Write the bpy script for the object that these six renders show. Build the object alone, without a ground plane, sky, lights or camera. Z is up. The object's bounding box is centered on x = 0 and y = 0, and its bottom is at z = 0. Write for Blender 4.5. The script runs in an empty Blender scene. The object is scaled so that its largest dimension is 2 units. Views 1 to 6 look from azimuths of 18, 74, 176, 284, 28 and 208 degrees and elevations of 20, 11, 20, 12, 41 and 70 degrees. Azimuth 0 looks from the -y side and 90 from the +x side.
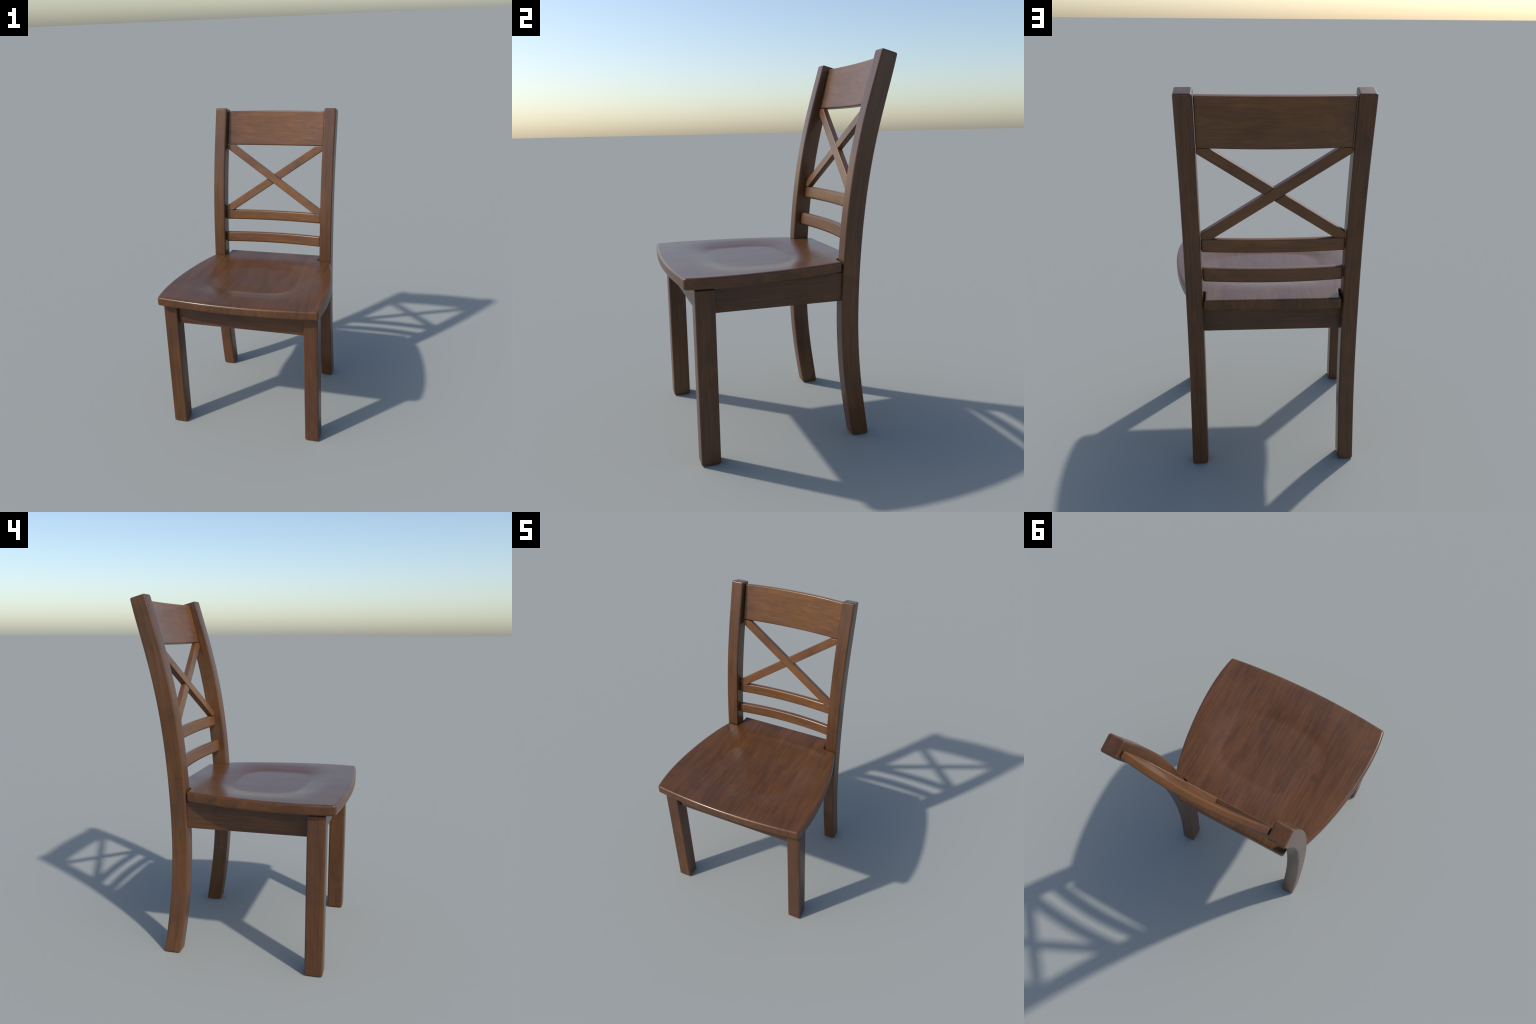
"""Wooden cross-back dining chair, built part by part (metres, z up, front = -y)."""
import bpy, bmesh, math
import numpy as np
from mathutils import Vector

# ------------------------------------------------------------------ sizes
POST_X0, POST_X1 = 0.3545, 0.4370      # inner / outer face of the back posts
POST_CX, POST_HW = (POST_X0 + POST_X1) / 2, (POST_X1 - POST_X0) / 2
POST_Z_FRONT, POST_Z_BACK = 2.0022, 1.9785   # the sawn top slopes backwards
LEG_X0, LEG_X1, LEG_Y0, LEG_Y1, LEG_TOP = 0.4170, 0.5085, -0.4955, -0.3970, 0.892
SEAT_TOP, SEAT_BOTTOM = 0.9565, 0.8985
APRON_BOTTOM, APRON_TOP = 0.7500, 0.8975
SPAN = 0.3525                         # half length of the rails between the posts

# side profile of a back post: (height, y of front face), (height, y of back face)
POST_FRONT = [(0, .3385), (.046, .332), (.139, .3165), (.265, .2995), (.39, .2875), (.51, .281), (.64, .2778),
              (.73, .2778), (.85, .281), (.95, .2875), (1.08, .2965), (1.24, .313), (1.35, .327), (1.5, .3545),
              (1.61, .379), (1.74, .411), (1.8, .4285), (2.0, .4865)]
POST_BACK = [(0, .4265), (.09, .4135), (.163, .403), (.27, .388), (.41, .3745), (.53, .368), (.65, .3655),
             (.75, .3662), (.86, .3705), (.96, .3775), (1.08, .3845), (1.21, .398), (1.29, .4085), (1.37, .4205),
             (1.5, .444), (1.6, .467), (1.68, .487), (1.75, .504), (1.79, .516), (1.977, .5650)]


def smooth_profile(points, degree=6):
    z, y = np.array(points).T
    c = np.polyfit(z - 1.0, y, degree)
    return lambda h: float(np.polyval(c, h - 1.0))


post_front_y, post_back_y = smooth_profile(POST_FRONT), smooth_profile(POST_BACK)


# ------------------------------------------------------------------ materials
def wood(name, grain_axis, dark, mid, light, seed, rot=(0, 0, 0), follow_post=False, rough=0.335, grain=1.0, contrast=1.0, squash=(1, 1, 1)):
    """Stained, satin-varnished wood whose fibres run along grain_axis (0 x, 1 y, 2 z)."""
    m = bpy.data.materials.new(name)
    m.use_nodes = True
    nt = m.node_tree
    N, L = nt.nodes, nt.links
    N.clear()
    out = N.new('ShaderNodeOutputMaterial')
    bsdf = N.new('ShaderNodeBsdfPrincipled')
    L.new(bsdf.outputs[0], out.inputs[0])

    def math_node(op, a, b=None):
        n = N.new('ShaderNodeMath')
        n.operation = op
        for i, v in enumerate((a, b)):
            if v is None:
                continue
            if isinstance(v, (int, float)):
                n.inputs[i].default_value = v
            else:
                L.new(v, n.inputs[i])
        return n.outputs[0]

    coord = N.new('ShaderNodeTexCoord').outputs['Object']
    if follow_post:       # let the fibres follow the bend of the post
        sep = N.new('ShaderNodeSeparateXYZ')
        L.new(coord, sep.inputs[0])
        dz = math_node('SUBTRACT', sep.outputs[2], 0.66)
        bend = math_node('MULTIPLY', math_node('MULTIPLY', dz, dz), 0.118)
        comb = N.new('ShaderNodeCombineXYZ')
        L.new(sep.outputs[0], comb.inputs[0])
        L.new(math_node('SUBTRACT', sep.outputs[1], bend), comb.inputs[1])
        L.new(sep.outputs[2], comb.inputs[2])
        coord = comb.outputs[0]
    if any(rot):
        mp = N.new('ShaderNodeMapping')
        mp.inputs['Rotation'].default_value = rot
        L.new(coord, mp.inputs[0])
        coord = mp.outputs[0]
    # every piece is cut from another place of the plank
    info = N.new('ShaderNodeObjectInfo')
    rnd = math_node('ADD', math_node('MULTIPLY', info.outputs['Random'], 37.0), float(seed))
    off = N.new('ShaderNodeVectorMath')
    off.operation = 'ADD'
    L.new(coord, off.inputs[0])
    L.new(rnd, off.inputs[1])
    coord = off.outputs[0]

    def noise(across, along, detail=3.0, distort=0.0, roughness=0.55):
        mp = N.new('ShaderNodeMapping')
        s = [across * q for q in squash]
        s[grain_axis] = along
        mp.inputs['Scale'].default_value = s
        L.new(coord, mp.inputs[0])
        n = N.new('ShaderNodeTexNoise')
        n.inputs['Scale'].default_value = 1.0
        n.inputs['Detail'].default_value = detail
        n.inputs['Roughness'].default_value = roughness
        n.inputs['Distortion'].default_value = distort
        L.new(mp.outputs[0], n.inputs['Vector'])
        return n.outputs['Fac']

    broad = noise(17, 1.3, 3.0, 0.5)
    streak = noise(95 * grain, 3.2, 3.5, 0.25)
    fibre = noise(190 * grain, 6.0, 2.0)
    patch = noise(6, 3.2, 2.0, 0.4)
    mix = math_node('ADD', math_node('MULTIPLY', broad, 0.24),
                    math_node('ADD', math_node('MULTIPLY', streak, 0.34),
                              math_node('ADD', math_node('MULTIPLY', fibre, 0.22),
                                        math_node('MULTIPLY', patch, 0.20))))
    ramp = N.new('ShaderNodeValToRGB')
    e = ramp.color_ramp.elements
    w = 0.13 / contrast
    e[0].position, e[0].color = 0.5 - w, (*dark, 1)
    e[1].position, e[1].color = 0.5 + w, (*light, 1)
    em = e.new(0.5)
    em.color = (*mid, 1)
    L.new(mix, ramp.inputs[0])

    # warmer and redder clouds of stain
    hue = N.new('ShaderNodeMix')
    hue.data_type = 'RGBA'
    hue.blend_type = 'MULTIPLY'
    cloud = N.new('ShaderNodeMapRange')
    cloud.inputs[1].default_value, cloud.inputs[2].default_value = 0.42, 0.64
    L.new(noise(5, 2.2, 2.0, 0.5), cloud.inputs[0])
    L.new(cloud.outputs[0], hue.inputs[0])
    L.new(ramp.outputs[0], hue.inputs[6])
    hue.inputs[7].default_value = (1.10, 1.05, 0.74, 1)

    # soft dark, greyish mottling under the varnish
    mot = N.new('ShaderNodeMix')
    mot.data_type = 'RGBA'
    mot.blend_type = 'MULTIPLY'
    blot = N.new('ShaderNodeMapRange')
    blot.inputs[1].default_value, blot.inputs[2].default_value = 0.50, 0.70
    L.new(noise(14, 7.5, 4.0, 0.8, 0.6), blot.inputs[0])
    L.new(blot.outputs[0], mot.inputs[0])
    L.new(hue.outputs[2], mot.inputs[6])
    mot.inputs[7].default_value = (0.80, 0.82, 0.88, 1)
    # sparse dark pits and nicks
    vor = N.new('ShaderNodeTexVoronoi')
    vor.inputs['Scale'].default_value = 30
    vor.inputs['Randomness'].default_value = 1.0
    jig = N.new('ShaderNodeTexNoise')
    jig.inputs['Scale'].default_value = 160
    L.new(coord, jig.inputs['Vector'])
    ragged = N.new('ShaderNodeVectorMath')
    ragged.operation = 'MULTIPLY_ADD'
    L.new(jig.outputs['Color'], ragged.inputs[0])
    ragged.inputs[1].default_value = (.012, .012, .012)
    L.new(coord, ragged.inputs[2])
    L.new(ragged.outputs[0], vor.inputs['Vector'])
    size = N.new('ShaderNodeSeparateColor')
    L.new(vor.outputs['Color'], size.inputs[0])
    radius = math_node('MULTIPLY', math_node('MAXIMUM', math_node('SUBTRACT', size.outputs[0], 0.60), 0.0), 0.22)
    pit = math_node('MULTIPLY', math_node('LESS_THAN', vor.outputs['Distance'], radius), 0.55)
    pits = N.new('ShaderNodeMix')
    pits.data_type = 'RGBA'
    L.new(pit, pits.inputs[0])
    L.new(mot.outputs[2], pits.inputs[6])
    pits.inputs[7].default_value = (0.018, 0.010, 0.007, 1)
    L.new(pits.outputs[2], bsdf.inputs['Base Color'])

    rr = N.new('ShaderNodeMapRange')
    rr.inputs[3].default_value, rr.inputs[4].default_value = rough - 0.035, rough + 0.06
    L.new(streak, rr.inputs[0])
    L.new(rr.outputs[0], bsdf.inputs['Roughness'])
    bsdf.inputs['Specular IOR Level'].default_value = 0.34
    bsdf.inputs['Coat Weight'].default_value = 0.22
    bsdf.inputs['Coat Roughness'].default_value = 0.16
    bump = N.new('ShaderNodeBump')
    uneven = N.new('ShaderNodeTexNoise')          # hand-planed, slightly wavy varnish
    uneven.inputs['Scale'].default_value = 38
    uneven.inputs['Detail'].default_value = 2
    L.new(coord, uneven.inputs['Vector'])
    bump.inputs['Strength'].default_value = 0.16
    bump.inputs['Distance'].default_value = 0.002
    L.new(math_node('SUBTRACT', math_node('ADD', math_node('MULTIPLY', streak, 0.5), math_node('MULTIPLY', fibre, 0.25)),
                    math_node('SUBTRACT', pit, math_node('MULTIPLY', uneven.outputs['Fac'], 0.9))), bump.inputs['Height'])
    L.new(bump.outputs[0], bsdf.inputs['Normal'])
    return m


BACK = dict(dark=(0.1037, 0.0436, 0.0176), mid=(0.1440, 0.0605, 0.0245), light=(0.1872, 0.0786, 0.0319))  # same wood, lightened: baked brightness of the upper, front-lit back put into the colour
POST = dict(dark=(0.0673, 0.0277, 0.0116), mid=(0.1020, 0.0420, 0.0175), light=(0.1408, 0.0580, 0.0242))  # tinted midway between the bright lit front and the darker sides of the posts
LEGS = dict(dark=(0.0598, 0.0241, 0.0107), mid=(0.0880, 0.0355, 0.0158), light=(0.1179, 0.0476, 0.0212))  # legs and aprons darkened in base colour for the baked shade low down
SEAT = dict(dark=(0.0620, 0.0247, 0.0093), mid=(0.1000, 0.0398, 0.0150), light=(0.1380, 0.0549, 0.0207))
wood_upright = wood('stained_wood_upright', 2, seed=1.3, follow_post=True, squash=(1, .3, 1), **POST)
wood_leg = wood('stained_wood_leg', 2, seed=6.1, squash=(1, .6, 1), **LEGS)
wood_cross = wood('stained_wood_crosswise', 0, seed=11.7, **BACK)
wood_apron = wood('stained_wood_apron', 0, seed=19.7, **LEGS)
wood_side = wood('stained_wood_lengthwise', 1, seed=15.9, **LEGS)
wood_seat = wood('stained_wood_seat', 1, seed=23.4, rough=0.335, squash=(1, 1, .2), **SEAT)


# ------------------------------------------------------------------ helpers
root = bpy.data.objects.new('dining_chair', None)
bpy.context.scene.collection.objects.link(root)
root['label'] = 'dark brown wooden cross-back dining chair with scooped seat'
root['category'] = 'chair'


def add_part(name, mesh, location=(0, 0, 0)):
    ob = bpy.data.objects.new(name, mesh)
    ob.location = location
    bpy.context.scene.collection.objects.link(ob)
    ob.parent = root
    return ob


def finish(name, bm, mat, bevel=0.0, segments=3, angle=35, keep=None):
    """bmesh -> mesh with rounded edges (bevel applied) and smooth-by-angle shading."""
    bmesh.ops.remove_doubles(bm, verts=bm.verts, dist=1e-6)
    bmesh.ops.recalc_face_normals(bm, faces=bm.faces)
    if bevel:            # `keep` tells which edges stay sharp
        sharp = [e for e in bm.edges if len(e.link_faces) == 2 and e.is_convex and e.calc_face_angle(0) > math.radians(angle)
                 and not (keep and keep(e))]
        bmesh.ops.bevel(bm, geom=sharp, offset=bevel, segments=segments, profile=0.5, affect='EDGES', clamp_overlap=True)
    for f in bm.faces:
        f.smooth = True
    for e in bm.edges:
        e.smooth = not (len(e.link_faces) == 2 and e.calc_face_angle(0) > math.radians(38))
    me = bpy.data.meshes.new(name)
    bm.to_mesh(me)
    bm.free()
    me.materials.append(mat)
    return me


def weighted(ob):
    """face-area weighted normals keep the broad faces flat next to the rounded edges"""
    md = ob.modifiers.new('weighted_normals', 'WEIGHTED_NORMAL')
    md.keep_sharp = True
    return ob


def loft(rings):
    """skin a list of equally long closed rings and cap both ends"""
    bm = bmesh.new()
    vs = [[bm.verts.new(p) for p in r] for r in rings]
    n = len(rings[0])
    for a, b in zip(vs, vs[1:]):
        for i in range(n):
            bm.faces.new((a[i], a[(i + 1) % n], b[(i + 1) % n], b[i]))
    bm.faces.new(vs[0][::-1])
    bm.faces.new(vs[-1])
    return bm


def box(x0, x1, y0, y1, z0, z1):
    return loft([[(x0, y0, z), (x1, y0, z), (x1, y1, z), (x0, y1, z)] for z in (z0, z1)])


# ------------------------------------------------------------------ back posts (rear legs in one piece with the back)
rings = []
for k in range(49):
    t = k / 48
    zf, zb = t * POST_Z_FRONT, t * POST_Z_BACK
    yf, yb = post_front_y(zf) - .002, post_back_y(zb) + .004
    rings.append([(-POST_HW, yf, zf), (POST_HW, yf, zf), (POST_HW, yb, zb), (-POST_HW, yb, zb)])
post_mesh = finish('back_post', loft(rings), wood_upright, bevel=0.0095)
for side in (-1, 1):
    weighted(add_part('back_post', post_mesh, (side * POST_CX, 0, 0)))

# ------------------------------------------------------------------ front legs
cx, cy = (LEG_X0 + LEG_X1) / 2, (LEG_Y0 + LEG_Y1) / 2
hw, hd = (LEG_X1 - LEG_X0) / 2, (LEG_Y1 - LEG_Y0) / 2
leg_mesh = finish('front_leg', box(-hw, hw, -hd, hd, 0, LEG_TOP), wood_leg, bevel=0.0100)
for side in (-1, 1):
    weighted(add_part('front_leg', leg_mesh, (side * cx, cy, 0)))

# ------------------------------------------------------------------ aprons under the seat
side_apron_mesh = finish('side_apron', box(-.014, .014, LEG_Y1 - .014, .292, APRON_BOTTOM, APRON_TOP), wood_side, bevel=0.003)
for side in (-1, 1):
    weighted(add_part('side_apron', side_apron_mesh, (side * 0.407, 0, 0)))
weighted(add_part('front_apron', finish('front_apron', box(-LEG_X0 - .012, LEG_X0 + .012, -.467, -.439, APRON_BOTTOM, APRON_TOP),
                                        wood_apron, bevel=0.003)))
weighted(add_part('rear_apron', finish('rear_apron', box(-POST_X0 - .010, POST_X0 + .010, .287, .319, APRON_BOTTOM, APRON_TOP + .018),
                                       wood_apron, bevel=0.003)))


# ------------------------------------------------------------------ bowed rails of the back
def bowed_board(name, y, z, height, slope, thick, bow, bevel, sag=0.0, n=16, half=SPAN):
    """board between the posts: leans back by `slope`, its middle bowed backwards by `bow`"""
    k = math.hypot(1, slope)
    up, back = Vector((0, slope / k, 1 / k)), Vector((0, 1 / k, -slope / k))
    rs = []
    for i in range(n + 1):
        x = -half + 2 * half * i / n
        o = Vector((x, y + bow * (1 - (x / half) ** 2), z))
        low = o - up * sag * (1 - (x / half) ** 2)
        rs.append([low, low + back * thick, o + back * thick + up * height, o + up * height])
    return weighted(add_part(name, finish(name, loft(rs), wood_cross, bevel=bevel)))


bowed_board('top_rail', .4585, 1.7445, .2395, .258, .0355, .0265, .0080, sag=.0035, half=.3515)
bowed_board('back_slat', .3500, 1.2115, .0715, .140, .0370, .0225, .0125)
bowed_board('back_slat', .3235, 1.0455, .0755, .110, .0370, .0280, .0125)

# ------------------------------------------------------------------ crossed braces
SLOPE = .2168
KK = math.hypot(1, SLOPE)
UP, REAR = Vector((0, SLOPE / KK, 1 / KK)), Vector((0, 1 / KK, -SLOPE / KK))
BRACE_ORIGIN = Vector((0, .4675 + (1.546 - 1.7812) * SLOPE, 1.546))   # a point of the front plane, mid height
BRACE_TOP = (1.7812 - 1.546) * KK           # upper edge where it meets the post, measured up the plane
BRACE_LOW = (1.3100 - 1.546) * KK
BRACE_W = .0640 * KK
LIMIT_TOP, LIMIT_LOW = (1.7420 - 1.546) * KK, (1.2810 - 1.546) * KK
HALF = .3518


def clip(poly, inside):
    """Sutherland-Hodgman clip of a convex polygon by inside(p) >= 0 (linear)"""
    res = []
    for a, b in zip(poly, poly[1:] + poly[:1]):
        fa, fb = inside(a), inside(b)
        if fa >= 0:
            res.append(a)
        if fa * fb < 0:
            t = fa / (fa - fb)
            res.append((a[0] + (b[0] - a[0]) * t, a[1] + (b[1] - a[1]) * t))
    return res


def strip(sign):
    """bar falling from -x to +x for sign=+1, mirrored for -1"""
    p = [(-.36, BRACE_TOP + .0048), (.36, BRACE_LOW - .0048), (.36, BRACE_LOW - .0048 - BRACE_W), (-.36, BRACE_TOP + .0048 - BRACE_W)]
    p = [(sign * x, w) for x, w in p]
    p = clip(p, lambda q: HALF - abs(q[0]) if q[0] > 0 else 1.0)
    p = clip(p, lambda q: q[0] + HALF)
    p = clip(p, lambda q: HALF - q[0])
    p = clip(p, lambda q: LIMIT_TOP - q[1])
    p = clip(p, lambda q: q[1] - LIMIT_LOW)
    return p


def plate(poly, depth0, depth1):
    return loft([[BRACE_ORIGIN + Vector((x, 0, 0)) + UP * w + REAR * d for x, w in poly] for d in (depth0, depth1)])


rise = (BRACE_LOW - BRACE_TOP - .0096) / .72
ANG = math.atan(rise)
wood_brace_a = wood('stained_wood_falling', 0, seed=31.2, rot=(0, ANG, 0), **BACK)
wood_brace_b = wood('stained_wood_rising', 0, seed=37.8, rot=(0, -ANG, 0), **BACK)

weighted(add_part('cross_brace', finish('cross_brace', plate(strip(1), -.0010, .0330), wood_brace_a, bevel=.004)))
# the second diagonal is cut in two and butts against the first with a hair gap
upper_edge = lambda q: (BRACE_TOP + .0048 + rise * (q[0] + .36))
GAP = .0022
for k, part in enumerate((lambda q: q[1] - upper_edge(q) - GAP * .4, lambda q: upper_edge(q) - BRACE_W - GAP - q[1])):
    poly = clip(strip(-1), part)
    weighted(add_part('half_brace', finish('half_brace', plate(poly, .0003, .0318), wood_brace_b, bevel=.004)))

# ------------------------------------------------------------------ seat
SEAT_SIDE = [(-.536, .5215), (-.45, .5325), (-.37, .5375), (-.25, .5350), (-.19, .5295), (-.06, .5130), (.10, .4830),
             (.25, .4390), (.279, .4290)]
NOTCH_Y, TONGUE_HW, TONGUE_Y = .2805, .3450, .4005
side_c = np.polyfit(*np.array(SEAT_SIDE).T, 4)
half_width = lambda y: float(np.polyval(side_c, y)) + .002
front_edge = lambda x: -.5805 + .0345 * (abs(x) / .52) ** 2.0
BEV = .0120                           # rounding of the seat rim


def seat_height(x, y):
    """barely falling rim, a creased sloping wall and a flat-bottomed shallow scoop"""
    def level(hx, hy, n):
        return ((abs(x) / hx) ** n + (abs(y + .098) / hy) ** n) ** (1 / n)

    def between(outer, inner):
        a, b = level(*outer), level(*inner)          # 1 on the outer / inner outline
        return 0.0 if a >= 1 else 1.0 if b <= 1 else (1 - a) / ((1 - a) + (b - 1))
    rim = between((.475, .372, 3.6), (.385, .289, 3.2))
    wall = between((.392, .294 if y > -.098 else .325, 3.0), (.282, .204, 3.2))      # longer, gentler run-out to the front
    ease = min(1.0, max(0.1, (-.16 - y) / .12))          # creased at the back and sides, soft in front
    wall = (1 - ease) * wall + ease * wall * wall * (3 - 2 * wall)
    lip = max(0.0, 1 - (y - front_edge(x)) / .034) * max(0.0, 1 - (x / .50) ** 2)   # softer rounding along the front
    return SEAT_TOP - .0045 * rim ** 1.5 - .0125 * wall - .0055 * lip ** 2


def stations(a, b, n, first=0.0, last=0.0):
    """n+1 positions from a to b whose first / last step is wide enough for the rounding"""
    lo, hi = a + first, b - last
    mid = list(np.linspace(lo, hi, n + 1))
    return ([a] if first else []) + mid + ([b] if last else [])


STEP = BEV + .002
back_hw = half_width(NOTCH_Y)
wing = stations(TONGUE_HW, back_hw, 3, STEP, STEP)
tongue = stations(-TONGUE_HW, TONGUE_HW, 72, STEP, STEP)
us = np.array([-w for w in wing[::-1]][:-1] + tongue + wing[1:]) / back_hw
NX = len(us) - 1
ia = len(wing) - 1                      # first column of the tongue
NB = 88
bm = bmesh.new()
rows = []
for k in range(NB + 3):
    row = []
    for u in us:
        y0 = front_edge(u * .52)
        y = stations(y0, NOTCH_Y, NB, STEP, STEP)[k]
        row.append((u * half_width(y), y))
    rows.append((0, row))
for y in stations(NOTCH_Y, TONGUE_Y, 6, STEP, STEP)[1:]:
    rows.append((ia, [(u * back_hw, y) for u in us[ia:NX + 1 - ia]]))
layers = []
for zf in (seat_height, lambda x, y: SEAT_BOTTOM):
    grid = {}
    for r, (start, row) in enumerate(rows):
        for c, (x, y) in enumerate(row):
            grid[r, start + c] = bm.verts.new((x, y, zf(x, y)))
    layers.append(grid)
edges = {}
for r in range(len(rows) - 1):
    for c in range(NX):
        keys = [(r, c), (r, c + 1), (r + 1, c + 1), (r + 1, c)]
        if all(k in layers[0] for k in keys):
            bm.faces.new([layers[0][k] for k in keys])
            bm.faces.new([layers[1][k] for k in keys[::-1]])
            for a, b in zip(keys, keys[1:] + keys[:1]):
                key = frozenset((a, b))
                edges[key] = None if key in edges else (a, b)
for e in edges.values():
    if e:
        a, b = e
        bm.faces.new([layers[0][b], layers[0][a], layers[1][a], layers[1][b]])
weighted(add_part('seat', finish('seat', bm, wood_seat, bevel=BEV, segments=3, angle=40,
                              keep=lambda e: any(abs(abs(v.co.x) - TONGUE_HW) < 1e-4 and abs(v.co.y - NOTCH_Y) < 1e-4 for v in e.verts))))
